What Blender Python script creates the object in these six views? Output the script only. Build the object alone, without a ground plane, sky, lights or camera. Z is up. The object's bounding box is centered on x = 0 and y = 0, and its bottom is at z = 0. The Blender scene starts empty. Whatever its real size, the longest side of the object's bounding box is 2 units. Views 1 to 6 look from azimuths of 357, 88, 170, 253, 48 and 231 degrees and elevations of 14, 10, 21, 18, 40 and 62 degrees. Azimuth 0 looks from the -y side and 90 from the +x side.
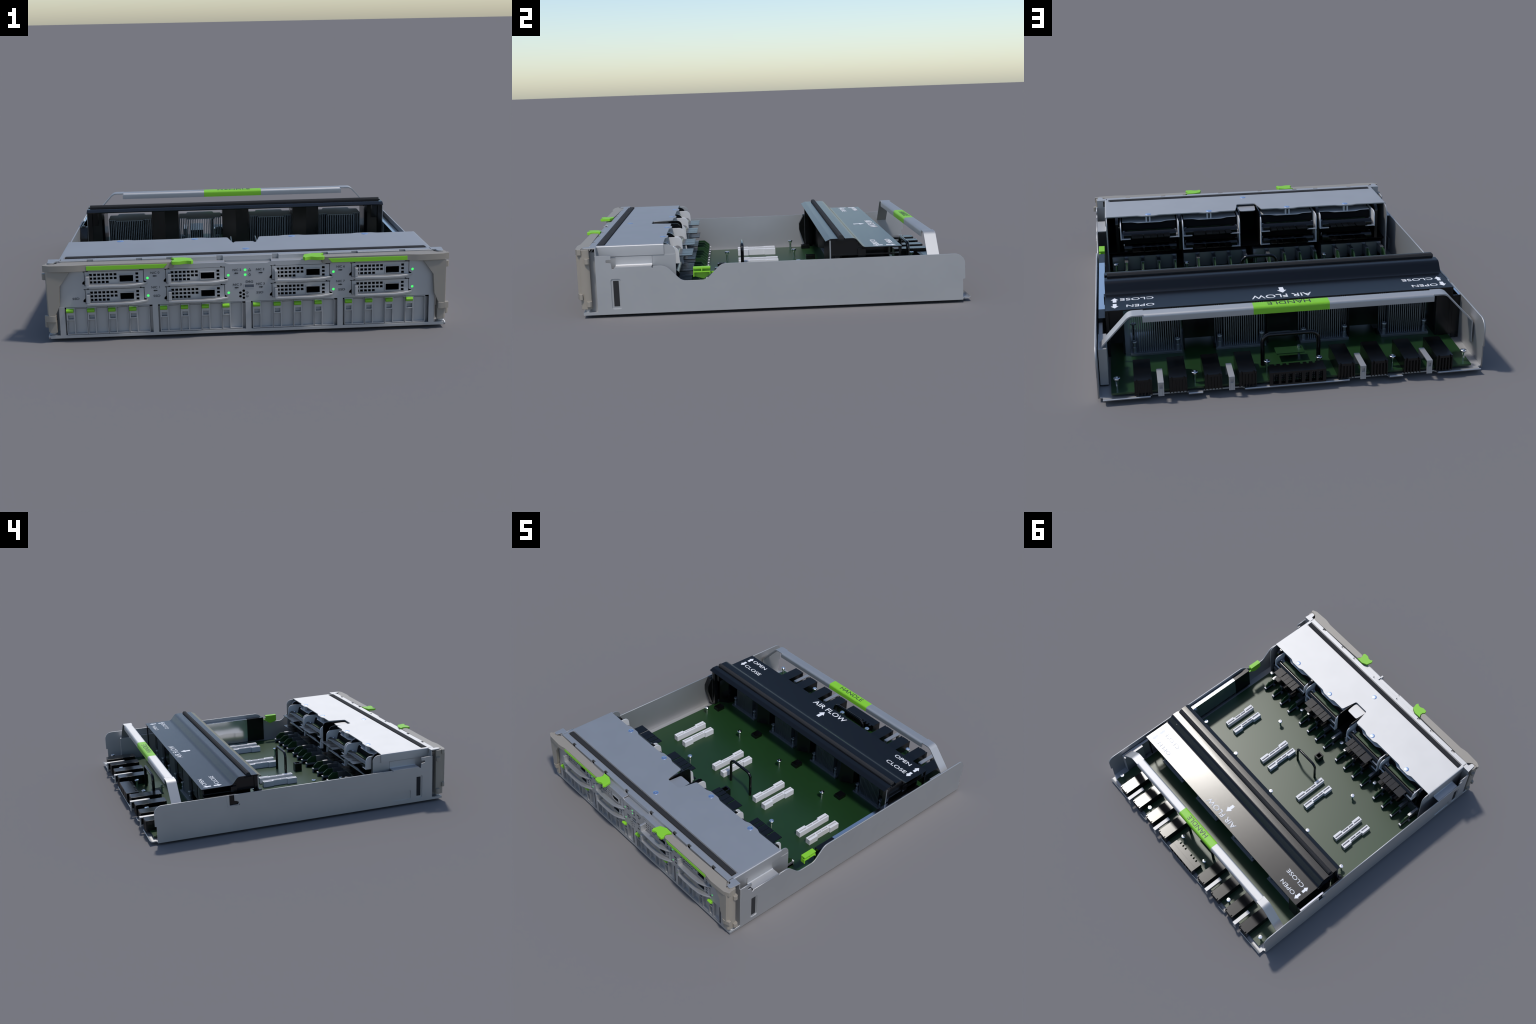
"""A rack server tray: sheet-metal chassis, lidded front cage with network modules and drive
bays, mainboard with heat sinks under a black air shroud, rear carrying handle."""
import bpy, bmesh, math
from mathutils import Vector

# ------------------------------------------------------------------ materials
def material(name, color, rough=0.5, metal=0.0, grain=0.0, grain_scale=40.0, bump=0.0,
             bump_scale=300.0, spec=0.5, emit=None, stretch=(1, 1, 1), rough_var=0.0):
    m = bpy.data.materials.new(name)
    m.use_nodes = True
    nt = m.node_tree
    b = nt.nodes["Principled BSDF"]
    b.inputs["Base Color"].default_value = (*color, 1)
    b.inputs["Roughness"].default_value = rough
    b.inputs["Metallic"].default_value = metal
    b.inputs["Specular IOR Level"].default_value = spec
    co = nt.nodes.new("ShaderNodeTexCoord")
    mp = nt.nodes.new("ShaderNodeMapping")
    mp.inputs["Scale"].default_value = stretch
    nt.links.new(co.outputs["Object"], mp.inputs["Vector"])
    if grain or rough_var:
        n = nt.nodes.new("ShaderNodeTexNoise")
        n.inputs["Scale"].default_value = grain_scale
        n.inputs["Detail"].default_value = 3
        nt.links.new(mp.outputs["Vector"], n.inputs["Vector"])
        if grain:
            r = nt.nodes.new("ShaderNodeValToRGB")
            r.color_ramp.elements[0].position = 0.3
            r.color_ramp.elements[1].position = 0.7
            r.color_ramp.elements[0].color = (*[c * (1 - grain) for c in color], 1)
            r.color_ramp.elements[1].color = (*[min(1, c * (1 + grain)) for c in color], 1)
            nt.links.new(n.outputs["Fac"], r.inputs["Fac"])
            nt.links.new(r.outputs["Color"], b.inputs["Base Color"])
        if rough_var:
            mr = nt.nodes.new("ShaderNodeMapRange")
            mr.inputs["To Min"].default_value = rough - rough_var
            mr.inputs["To Max"].default_value = rough + rough_var
            nt.links.new(n.outputs["Fac"], mr.inputs["Value"])
            nt.links.new(mr.outputs["Result"], b.inputs["Roughness"])
    if bump:
        n2 = nt.nodes.new("ShaderNodeTexNoise")
        n2.inputs["Scale"].default_value = bump_scale
        n2.inputs["Detail"].default_value = 2
        nt.links.new(mp.outputs["Vector"], n2.inputs["Vector"])
        bp = nt.nodes.new("ShaderNodeBump")
        bp.inputs["Strength"].default_value = bump
        bp.inputs["Distance"].default_value = 0.001
        nt.links.new(n2.outputs["Fac"], bp.inputs["Height"])
        nt.links.new(bp.outputs["Normal"], b.inputs["Normal"])
    if emit:
        b.inputs["Emission Color"].default_value = (*emit[0], 1)
        b.inputs["Emission Strength"].default_value = emit[1]
    return m

STEEL = material("brushed_steel", (0.50, 0.50, 0.505), 0.63, 1.0, grain=0.02, grain_scale=6)
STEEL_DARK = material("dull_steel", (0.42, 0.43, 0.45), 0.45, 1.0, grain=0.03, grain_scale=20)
PAINT = material("pale_tray_paint", (0.64, 0.64, 0.65), 0.5, 0.15)
MIRROR = material("polished_steel", (0.80, 0.81, 0.83), 0.16, 1.0)
CHROME = material("screw_chrome", (0.85, 0.86, 0.88), 0.14, 1.0)
SKY_TINTED = material("sky_tinted_screw", (0.50, 0.62, 0.85), 0.35, 1.0)  # blue of the reflected sky tinted into the screw-head base colour
SHROUD = material("black_shroud_plastic", (0.002, 0.0022, 0.0028), 0.22, 0.0, bump=0.03, bump_scale=900)
BLACK = material("black_plastic", (0.0018, 0.0018, 0.002), 0.22)
MATTE_BLACK = material("dark_cavity", (0.0015, 0.0015, 0.002), 0.7, spec=0.15)
GLOSS_BLACK = material("glossy_black", (0.002, 0.002, 0.0025), 0.18)
FOAM = material("foam_gasket", (0.024, 0.024, 0.026), 0.9, spec=0.25, bump=0.2, bump_scale=500)
PCB = material("green_circuit_board", (0.010, 0.040, 0.010), 0.38, grain=0.06, grain_scale=3)
CARD = material("green_riser_card", (0.012, 0.050, 0.012), 0.5)
WHITE = material("white_connector_plastic", (0.70, 0.70, 0.72), 0.45)
WHITE_IN = material("connector_groove", (0.58, 0.58, 0.61), 0.6)
GREY_PLASTIC = material("grey_connector_plastic", (0.12, 0.13, 0.15), 0.45)
LIME = material("lime_green_plastic", (0.215, 0.545, 0.022), 0.5)
TAN = material("tan_lever_plastic", (0.265, 0.235, 0.195), 0.50, spec=0.9, bump=0.04, bump_scale=700)
INK = material("white_ink", (0.80, 0.80, 0.82), 0.5)
DARK_INK = material("dark_ink", (0.02, 0.022, 0.025), 0.5)
LED = material("lit_green_diode", (0.05, 0.5, 0.12), 0.4, emit=((0.08, 1.0, 0.18), 0.9))
ALU = material("aluminium_fin", (0.30, 0.325, 0.35), 0.50, 1.0)

# ------------------------------------------------------------------ building helpers
def empty(name):
    o = bpy.data.objects.new(name, None)
    bpy.context.scene.collection.objects.link(o)
    return o

def put(name, mesh, mat, parent, loc=(0, 0, 0), bevel=0.0, seg=2, smooth=True, angle=35, rot=None):
    if mat and not mesh.materials:
        mesh.materials.append(mat)
    if smooth:
        for p in mesh.polygons:
            p.use_smooth = True
        mesh.set_sharp_from_angle(angle=math.radians(angle))
    o = bpy.data.objects.new(name, mesh)
    bpy.context.scene.collection.objects.link(o)
    o.parent = parent
    o.location = loc
    if rot:
        o.rotation_euler = rot
    if bevel:
        md = o.modifiers.new("edge_round", "BEVEL")
        md.width = bevel
        md.segments = seg
        md.limit_method = "ANGLE"
        md.angle_limit = math.radians(40)
        md.harden_normals = True
    return o

def again(o, loc, parent=None, rot=None):
    c = o.copy()
    bpy.context.scene.collection.objects.link(c)
    c.location = loc
    if parent is not None:
        c.parent = parent
    if rot:
        c.rotation_euler = rot
    return c

class Shape:
    """Collects boxes, prisms, turned profiles and rods into one mesh."""
    def __init__(self):
        self.bm = bmesh.new()

    def box(self, x0, x1, y0, y1, z0, z1):
        x0, x1 = sorted((x0, x1)); y0, y1 = sorted((y0, y1)); z0, z1 = sorted((z0, z1))
        v = [self.bm.verts.new((x, y, z)) for x in (x0, x1) for y in (y0, y1) for z in (z0, z1)]
        for f in ((0, 1, 3, 2), (4, 6, 7, 5), (0, 4, 5, 1), (2, 3, 7, 6), (0, 2, 6, 4), (1, 5, 7, 3)):
            self.bm.faces.new([v[i] for i in f])
        return self

    def prism(self, pts, axis, a0, a1):
        """Extrude a closed 2D outline along an axis: x takes (y,z), y takes (x,z), z takes (x,y)."""
        def at(p, a):
            return {"x": (a, p[0], p[1]), "y": (p[0], a, p[1]), "z": (p[0], p[1], a)}[axis]
        lo = [self.bm.verts.new(at(p, a0)) for p in pts]
        hi = [self.bm.verts.new(at(p, a1)) for p in pts]
        new = [self.bm.faces.new(lo[::-1]), self.bm.faces.new(hi)]
        n = len(pts)
        for i in range(n):
            new.append(self.bm.faces.new((lo[i], lo[(i + 1) % n], hi[(i + 1) % n], hi[i])))
        bmesh.ops.recalc_face_normals(self.bm, faces=new)
        return self

    def turned(self, prof, cx, cy, n=20):
        """Turn an (r, z) profile about a vertical axis; r = 0 at both ends closes it."""
        rings = []
        for r, z in prof:
            if r == 0:
                rings.append([self.bm.verts.new((cx, cy, z))])
            else:
                rings.append([self.bm.verts.new((cx + r * math.cos(2 * math.pi * i / n),
                                                 cy + r * math.sin(2 * math.pi * i / n), z)) for i in range(n)])
        new = []
        for a, b in zip(rings, rings[1:]):
            for i in range(n):
                j = (i + 1) % n
                q = [a[i % len(a)], a[j % len(a)], b[j % len(b)], b[i % len(b)]]
                q = list(dict.fromkeys(q))
                if len(q) > 2:
                    new.append(self.bm.faces.new(q))
        bmesh.ops.recalc_face_normals(self.bm, faces=new)
        return self

    def rod(self, path, r, n=12):
        """Round rod swept along a list of points."""
        path = [Vector(p) for p in path]
        rings, up = [], None
        for i, p in enumerate(path):
            t = ((path[min(i + 1, len(path) - 1)] - path[max(i - 1, 0)])).normalized()
            if up is None:
                up = t.orthogonal().normalized()
            up = (up - t * up.dot(t)).normalized()
            side = t.cross(up)
            rings.append([self.bm.verts.new(p + r * (math.cos(2 * math.pi * k / n) * up + math.sin(2 * math.pi * k / n) * side))
                          for k in range(n)])
        new = [self.bm.faces.new(rings[0]), self.bm.faces.new(rings[-1][::-1])]
        for a, b in zip(rings, rings[1:]):
            for k in range(n):
                new.append(self.bm.faces.new((a[k], a[(k + 1) % n], b[(k + 1) % n], b[k])))
        bmesh.ops.recalc_face_normals(self.bm, faces=new)
        return self

    def mesh(self, name):
        me = bpy.data.meshes.new(name)
        self.bm.to_mesh(me)
        self.bm.free()
        return me

    def obj(self, name, mat, parent, **kw):
        return put(name, self.mesh(name), mat, parent, **kw)

def fillet(pts, steps=6):
    """Round the corners of a closed outline; each point is (u, v) or (u, v, radius)."""
    out, n = [], len(pts)
    for i in range(n):
        p = Vector(pts[i][:2])
        r = pts[i][2] if len(pts[i]) > 2 else 0
        if not r:
            out.append(tuple(p)); continue
        a = (Vector(pts[i - 1][:2]) - p); b = (Vector(pts[(i + 1) % n][:2]) - p)
        la, lb = a.length, b.length
        a.normalize(); b.normalize()
        ang = a.angle(b)
        d = min(r / math.tan(ang / 2), 0.49 * la, 0.49 * lb)
        rr = d * math.tan(ang / 2)
        c = p + (a + b).normalized() * (rr / math.sin(ang / 2))
        s, e = p + a * d - c, p + b * d - c
        a0 = math.atan2(s.y, s.x); da = math.atan2(e.y, e.x) - a0
        da = (da + math.pi) % (2 * math.pi) - math.pi
        for k in range(steps + 1):
            t = a0 + da * k / steps
            out.append((c.x + rr * math.cos(t), c.y + rr * math.sin(t)))
    return out

def rect(u0, u1, v0, v1, r=0):
    p = [(u0, v0, r), (u1, v0, r), (u1, v1, r), (u0, v1, r)]
    return fillet(p, 4) if r else [q[:2] for q in p]

def disc(u, v, r, n=16):
    return [(u + r * math.cos(2 * math.pi * i / n), v + r * math.sin(2 * math.pi * i / n)) for i in range(n)]

def from_curve(cu, place, name):
    o = bpy.data.objects.new(name, cu)
    bpy.context.scene.collection.objects.link(o)
    bpy.context.view_layer.update()
    me = bpy.data.meshes.new_from_object(o.evaluated_get(bpy.context.evaluated_depsgraph_get()))
    bpy.data.objects.remove(o)
    bpy.data.curves.remove(cu)
    me.name = name
    me.materials.clear()
    for v in me.vertices:
        v.co = place(v.co)
    bm = bmesh.new(); bm.from_mesh(me)
    bmesh.ops.remove_doubles(bm, verts=bm.verts, dist=1e-6)
    bmesh.ops.recalc_face_normals(bm, faces=bm.faces)
    bm.to_mesh(me); bm.free()
    return me

def sheet_mesh(name, loops, axis, a0, a1):
    """A flat sheet with holes: first outline outside, the others cut out; a0..a1 is its thickness."""
    cu = bpy.data.curves.new(name, "CURVE")
    cu.dimensions = "2D"
    cu.fill_mode = "BOTH"
    cu.extrude = abs(a1 - a0) / 2
    for lp in loops:
        s = cu.splines.new("POLY")
        s.points.add(len(lp) - 1)
        for q, p in zip(s.points, lp):
            q.co = (p[0], p[1], 0, 1)
        s.use_cyclic_u = True
    m = (a0 + a1) / 2
    place = {"x": lambda c: (m + c.z, c.x, c.y), "y": lambda c: (c.x, m + c.z, c.y), "z": lambda c: (c.x, c.y, m + c.z)}[axis]
    return from_curve(cu, place, name)

def sheet(name, loops, axis, a0, a1, mat, parent, **kw):
    return put(name, sheet_mesh(name, loops, axis, a0, a1), mat, parent, **kw)

def lettering(name, body, u0, u1, v0, v1, where, level, mat, parent, bold=0.0):
    """Text fitted to a box: on the front plane (x, z) or on a top plane (x, y)."""
    cu = bpy.data.curves.new(name, "FONT")
    cu.body = body
    cu.size = 1
    cu.extrude = 0.0
    cu.offset = bold
    me = from_curve(cu, lambda c: (c.x, c.y, c.z), name)
    xs = [v.co.x for v in me.vertices]; ys = [v.co.y for v in me.vertices]
    sx = (u1 - u0) / (max(xs) - min(xs)); sy = (v1 - v0) / (max(ys) - min(ys))
    mx, my = min(xs), min(ys)
    bm = bmesh.new(); bm.from_mesh(me)
    r = bmesh.ops.extrude_face_region(bm, geom=bm.faces[:])
    for v in r["geom"]:
        if isinstance(v, bmesh.types.BMVert):
            v.co.z += 1.0
    th = 0.0012
    for v in bm.verts:
        u, w, d = u0 + (v.co.x - mx) * sx, v0 + (v.co.y - my) * sy, v.co.z * th
        v.co = (u, level - d, w) if where == "front" else (u, w, level + d)
    bmesh.ops.recalc_face_normals(bm, faces=bm.faces)
    bm.to_mesh(me); bm.free()
    return put(name, me, mat, parent, smooth=False)

def arrow(cx, cy, length, width, direction):
    """Arrow outline pointing along direction = (du, dv)."""
    h, w, s = length / 2, width / 2, width * 0.25
    pts = [(-h, -s), (0.05 * h, -s), (0.05 * h, -w), (h, 0), (0.05 * h, w), (0.05 * h, s), (-h, s)]
    du, dv = direction
    return [(cx + a * du - b * dv, cy + a * dv + b * du) for a, b in pts]

# ------------------------------------------------------------------ main sizes (metres)
WX = 0.876          # outer face of the side walls
WT = 0.007          # sheet thickness
FY, RY = -0.957, 0.947   # front and rear of the tray
FLOOR = 0.013       # underside of the floor
BOARD = 0.040       # top of the mainboard
LID = 0.351         # top of the cage lid
PANEL = -0.957      # front panel plane

tray = empty("server_tray")
tray["label"] = "open grey steel rack server tray with green latches and black air shroud"
tray["category"] = "server"

# ------------------------------------------------------------------ chassis
def mirror_pts(pts):
    return [(-p[0], *p[1:]) for p in pts]

edge = [(WX - WT, FY + 0.004), (WX - WT, 0.945), (0.854, 0.952), (0.854, 0.962), (0.645, 0.962), (0.640, 0.955),
        (0.49, 0.955), (0.486, 0.962), (0.419, 0.962), (0.415, 0.955), (0.245, 0.955), (0.238, 0.962)]
floor_outline = edge + mirror_pts(edge)[::-1]
floor = sheet("floor_pan", [floor_outline], "z", FLOOR, FLOOR + 0.007, STEEL, tray, bevel=0.001)
# rolled rear lips: a strip that curves up behind the floor
lip_profile = [(0.958, 0.0130), (0.975, 0.0135), (0.985, 0.017), (0.991, 0.024), (0.988, 0.0275), (0.982, 0.022), (0.973, 0.0195), (0.958, 0.020)]
lip = Shape()
for a, b in ((0.650, 0.854), (0.422, 0.484), (-0.236, 0.236), (-0.484, -0.422), (-0.854, -0.650)):
    lip.prism(lip_profile, "x", a, b)
lip.obj("rolled_rear_lip", STEEL, floor)
front_lip = Shape()
front_lip.box(-WX + WT + 0.0005, WX - WT - 0.0005, FY - 0.0004, FY + 0.006, FLOOR - 0.0006, 0.0262)
front_lip.box(-WX + 0.001, -0.822, FY + 0.004, -0.885, FLOOR + 0.004, FLOOR + 0.008)
front_lip.box(WX - 0.001, 0.822, FY + 0.004, -0.885, FLOOR + 0.004, FLOOR + 0.008)
front_lip.obj("front_sill", STEEL, floor, bevel=0.001)
stud = Shape()
for x in (-0.603, -0.203, 0.203, 0.603):
    for y in (-0.62, 0.42, 0.57):
        stud.turned([(0, 0.0), (0.012, 0.0), (0.014, 0.003), (0.014, FLOOR + 0.001), (0, FLOOR + 0.001)], x, y, 12)
stud.obj("underside_stud", STEEL, floor)

wall_front = [(FY, FLOOR), (FY, 0.027), (-0.884, 0.029, 0.004), (-0.882, 0.311), (-0.808, 0.309), (-0.808, 0.289), (-0.833, 0.289, 0.004),
              (-0.833, 0.273, 0.004), (-0.808, 0.271, 0.006), (-0.805, 0.241), (-0.797, 0.241), (-0.791, 0.250),
              (-0.609, 0.250), (-0.608, 0.240), (-0.604, 0.240), (-0.603, 0.249)]
wall_rear = [(0.956, 0.249, 0.05), (0.957, 0.121), (0.946, 0.120), (0.947, FLOOR)]
dip = [(-0.540, 0.249, 0.06), (-0.462, 0.170, 0.05), (-0.342, 0.170, 0.05), (-0.262, 0.249, 0.06)]
hook = [(0.456, 0.249), (0.456, 0.210), (0.442, 0.207, 0.006), (0.428, 0.200, 0.006), (0.432, 0.184, 0.008), (0.488, 0.182, 0.004), (0.488, 0.249)]
slot_hole = rect(-0.814, -0.765, 0.040, 0.193, 0.010)
for side in (1, -1):
    mid = dip if side > 0 else hook
    loops = [fillet(wall_front + mid + wall_rear, 8), slot_hole]
    if side < 0:
        loops.append(rect(-0.733, -0.600, 0.040, 0.100, 0.010))
    wall = sheet("side_wall", loops, "x", side * (WX - WT), side * WX, STEEL, tray, smooth=False)
    inset = Shape()
    inset.box(side * (WX - 0.010), side * (WX - 0.0048), -0.818, -0.761, 0.036, 0.197)
    if side < 0:
        inset.box(side * (WX - 0.010), side * (WX - 0.0048), -0.737, -0.596, 0.036, 0.104)
    inset.obj("pressed_recess", STEEL, wall)
    Shape().box(side * (WX - 0.006), side * (WX - 0.0040), -0.803, -0.775, 0.053, 0.182).obj("slot_pad", FOAM, wall)
    if side < 0:
        ring = fillet([(0.416, 0.249), (0.420, 0.168, 0.012), (0.500, 0.168, 0.012), (0.508, 0.249)], 5)
        cut = [(0.452, 0.2485), (0.452, 0.214), (0.425, 0.203), (0.427, 0.180), (0.492, 0.178), (0.492, 0.2485)]
        sheet("hook_surround", [ring + cut[::-1]], "x", -WX - 0.0012, -WX + 0.002, STEEL, wall, bevel=0.001)
    # return flange and corner tab at the front corner
    fl = Shape()
    fl.box(side * 0.822, side * (WX - 0.001), -0.886, -0.880, FLOOR + 0.006, 0.309)
    fl.box(side * 0.832, side * 0.867, -0.8865, -0.8805, 0.307, 0.348)
    fl.box(side * 0.818, side * 0.825, FY + 0.003, -0.882, FLOOR + 0.006, 0.322)
    fl.obj("corner_flange", STEEL, wall, bevel=0.001)
    tab = fillet([(0.814, -0.884), (0.814, -0.914), (0.832, -0.916, 0.004), (0.836, -0.944, 0.01), (0.862, -0.949, 0.012), (0.868, -0.880), (0.83, -0.880)], 5)
    tab = [(side * u, v) for u, v in tab]
    sheet("corner_tab", [tab], "z", 0.344, 0.3505, STEEL, wall, bevel=0.0015)
    # ledge that bends from the wall top inwards to the cage
    ledge = fillet([(side * (WX - 0.0005), 0.2490), (side * 0.8195, 0.2490, 0.007), (side * 0.8195, 0.294), (side * 0.8165, 0.294), (side * 0.8165, 0.2440), (side * (WX - 0.0005), 0.2440)], 5)
    Shape().prism(ledge, "y", -0.791, -0.609).obj("inward_ledge", STEEL, wall, angle=50)

# ------------------------------------------------------------------ front cage: sides, lid, gasket
cage_side = fillet([(-0.886, 0.021), (-0.886, 0.344), (-0.492, 0.346, 0.040), (-0.492, 0.021)], 8)
for side in (1, -1):
    cs = sheet("cage_side", [cage_side], "x", side * 0.8115, side * 0.8165, STEEL, tray, bevel=0.0008)
    sheet("cage_overlap", [rect(-0.607, -0.4925, 0.03, 0.296)], "x", side * 0.816, side * 0.8185, STEEL, cs)

front_edge = []
for c in (-0.684, -0.472, -0.340, -0.122, 0.122, 0.340, 0.472, 0.684):
    front_edge += [(c - 0.0135, -0.918), (c - 0.0135, -0.905), (c + 0.0135, -0.905), (c + 0.0135, -0.918)]
def lobe(c):
    return [(c + 0.062, -0.553, 0.03), (c + 0.034, -0.541, 0.03), (c - 0.034, -0.541, 0.03), (c - 0.062, -0.553, 0.03)]
lid_outline = ([(-0.8105, -0.918)] + front_edge + [(0.8105, -0.918), (0.8105, -0.5505)] + lobe(0.578) + lobe(0.229)
               + [(0.076, -0.553, 0.012), (0.054, -0.668, 0.012), (-0.054, -0.668, 0.012), (-0.076, -0.553, 0.012)]
               + lobe(-0.229) + lobe(-0.578) + [(-0.8105, -0.5505)])
groove = rect(-0.801, 0.801, -0.886, -0.842, 0.004)
lid = sheet("cage_lid", [fillet(lid_outline, 5), groove], "z", LID - 0.006, LID, STEEL, tray, bevel=0.0015)
bits = Shape()
bits.box(-0.806, 0.806, -0.892, -0.836, LID - 0.010, LID - 0.0055)
for side in (1, -1):
    roll_edge = fillet([(side * 0.8100, LID - 0.0003), (side * 0.8220, LID - 0.0003, 0.006), (side * 0.8220, 0.297), (side * 0.8178, 0.297), (side * 0.8178, LID - 0.005), (side * 0.8100, LID - 0.005)], 5)
    bits.prism(roll_edge, "y", -0.884, -0.548)
bits.obj("lid_flange", STEEL, lid)
drop = Shape()
xs = [-0.816] + sum([[c - 0.0135, c + 0.0135] for c in (-0.684, -0.472, -0.340, -0.122, 0.122, 0.340, 0.472, 0.684)], []) + [0.816]
for a, b in zip(xs[::2], xs[1::2]):
    drop.box(a, b, -0.9195, -0.9135, 0.330, LID - 0.0008)
drop.box(-0.8100, 0.8100, -0.9045, -0.9005, 0.325, LID - 0.002)
drop.box(-0.1010, 0.1010, -0.9160, -0.9100, 0.3190, 0.3320)
drop.obj("lid_front_drop", STEEL, lid, bevel=0.0015)
Shape().prism([(-0.8795, LID - 0.006), (-0.8795, LID + 0.001), (-0.876, LID + 0.003), (-0.852, LID + 0.003), (-0.8485, LID + 0.001), (-0.8485, LID - 0.006)],
              "x", -0.795, 0.795).obj("lid_gasket", FOAM, lid)
lid_screw = Shape()
lid_screw.turned([(0, LID - 0.0005), (0.0035, LID - 0.0005), (0.0038, LID + 0.0013), (0.0155, LID + 0.0013), (0.0168, LID + 0.0004), (0.0168, LID - 0.002), (0, LID - 0.002)], 0, 0, 24)
screw0 = lid_screw.obj("lid_screw", SKY_TINTED, lid, loc=(0.578, -0.567, 0))
for x, y in ((-0.578, -0.567), (0.229, -0.567), (-0.229, -0.567), (0.0, -0.795)):
    again(screw0, (x, y, 0))

# dark inside of the cage, black guide plates between the module columns, centre duct
cavity = Shape()
for a, b in ((-0.744, -0.408), (-0.404, -0.066), (0.066, 0.404), (0.408, 0.744)):
    cavity.box(a, b, -0.870, -0.646, 0.156, 0.322)
for a, b in ((-0.808, -0.750), (0.750, 0.808)):
    cavity.box(a, b, -0.870, -0.800, 0.150, 0.340)
cavity.box(-0.066, 0.066, -0.800, -0.790, 0.150, 0.335)
cavity.box(-0.809, 0.809, -0.940, -0.515, 0.141, 0.147)
cavity.obj("cage_interior", MATTE_BLACK, tray)
plate = fillet([(-0.64, 0.148), (-0.64, 0.345), (-0.515, 0.345, 0.036), (-0.508, 0.148)], 7)
for x in (-0.757, -0.404, 0.404, 0.757):
    put("guide_plate", Shape().prism(plate, "x", x - 0.008, x + 0.008).mesh("guide_plate"), GLOSS_BLACK, tray)
duct = Shape()
dside = fillet([(-0.74, 0.148), (-0.74, 0.343), (-0.499, 0.350, 0.03), (-0.499, 0.148)], 6)
duct.prism(dside, "x", 0.056, 0.0605).prism(dside, "x", -0.0605, -0.056)
duct.obj("centre_duct", BLACK, tray)
sheet("duct_plate", [fillet([(0.0545, -0.690), (0.046, -0.580, 0.012), (-0.044, -0.579, 0.012), (-0.0545, -0.690)], 5)], "z", 0.3310, 0.3355, STEEL, tray, bevel=0.001)

# ------------------------------------------------------------------ front panel
def nic_hole(x0, z0):
    """Opening of a module with small corner reliefs; x0, z0 is its lower left corner."""
    x1, z1 = x0 + 0.256, z0 + 0.064
    return [(x0, z0), (x1, z0 + 0.004), (x1, z0 + 0.006), (x1 + 0.010, z0 + 0.007), (x1 + 0.010, z0 + 0.013), (x1 + 0.003, z0 + 0.015), (x1, z0 + 0.019),
            (x1, z1 - 0.001), (x1 + 0.002, z1 - 0.001), (x1 + 0.002, z1 + 0.002), (x1 - 0.012, z1 + 0.002), (x1 - 0.012, z1 + 0.004), (x1 - 0.019, z1 + 0.004),
            (x1 - 0.019, z1), (x0 + 0.018, z1), (x0 + 0.018, z1 + 0.003), (x0 + 0.010, z1 + 0.003), (x0 + 0.010, z1 + 0.001), (x0 - 0.005, z1 + 0.001),
            (x0 - 0.005, z1 - 0.002), (x0, z1 - 0.003), (x0, z0 + 0.024), (x0 - 0.004, z0 + 0.020), (x0 - 0.009, z0 + 0.015), (x0 - 0.009, z0 + 0.007), (x0, z0 + 0.006)]
COLS = (-0.580, -0.230, 0.230, 0.580)
ROWS = (0.246, 0.167)
p_out = [(-0.824, 0.1525), (0.824, 0.1525), (0.824, 0.331), (0.101, 0.331), (0.094, 0.327), (0.084, 0.323), (-0.084, 0.323), (-0.094, 0.327), (-0.101, 0.331), (-0.824, 0.331)]
holes = [nic_hole(c - 0.128, z) for c in COLS for z in ROWS]
hexes = [disc(-0.021 + dx, 0.184 + dz, 0.0066, 6) for dx, dz in
         ((0, 0.0165), (-0.0145, 0.008), (0.0145, 0.008), (0, 0), (-0.0145, -0.0085), (0.0145, -0.0085), (0, -0.0155))]
holes += hexes
lights = [(-0.013, 0.2945), (-0.013, 0.2725)] + [(c + 0.1435, z) for c in COLS for z in (0.2725, 0.1935)]
holes += [disc(x, z, 0.0060) for x, z in lights]
holes.append(rect(-0.0155, 0.0235, 0.2155, 0.2285, 0.001))
panel = sheet("front_panel", [p_out] + holes, "y", PANEL, PANEL + 0.005, STEEL, tray, bevel=0.0005)
pt = Shape()
for a, b in ((-0.8235, -0.1015), (0.1015, 0.8235)):
    pt.box(a, b, PANEL + 0.001, -0.9145, 0.3265, 0.3315)
pt.box(-0.1015, 0.1015, PANEL + 0.001, -0.9145, 0.3195, 0.3235)
for x in [-0.812] + [-0.408 + 0.4055 * j for j in range(3)] + [0.811]:
    pt.box(x - 0.0125, x + 0.0125, PANEL - 0.0005, PANEL + 0.006, 0.019, 0.1535)
for j in range(4):
    pt.box(-0.7945 + 0.4055 * j, -0.4325 + 0.4055 * j, PANEL + 0.0002, PANEL + 0.010, 0.0195, 0.0262)
pt.obj("panel_frame", STEEL, panel, bevel=0.0012)
Shape().box(-0.822, 0.822, PANEL + 0.0245, PANEL + 0.0280, 0.020, 0.1515).obj("bay_backing", STEEL_DARK, panel)
Shape().box(-0.017, 0.026, PANEL + 0.003, PANEL + 0.012, 0.213, 0.231).obj("debug_port", GREY_PLASTIC, panel)
sheet("port_rim", [rect(-0.0195, 0.0275, 0.2115, 0.2325), rect(-0.0155, 0.0235, 0.2155, 0.2285)], "y", PANEL - 0.0012, PANEL + 0.001, STEEL, panel)
for k in (2, 5):
    u, w = hexes[k][0][0] - 0.0066, hexes[k][0][1]
    Shape().prism([(u + 0.005 * math.cos(i), w + 0.005 * math.sin(i)) for i in range(6)], "y", PANEL + 0.004, PANEL + 0.012).obj("vent_pin", STEEL_DARK, panel)

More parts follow.
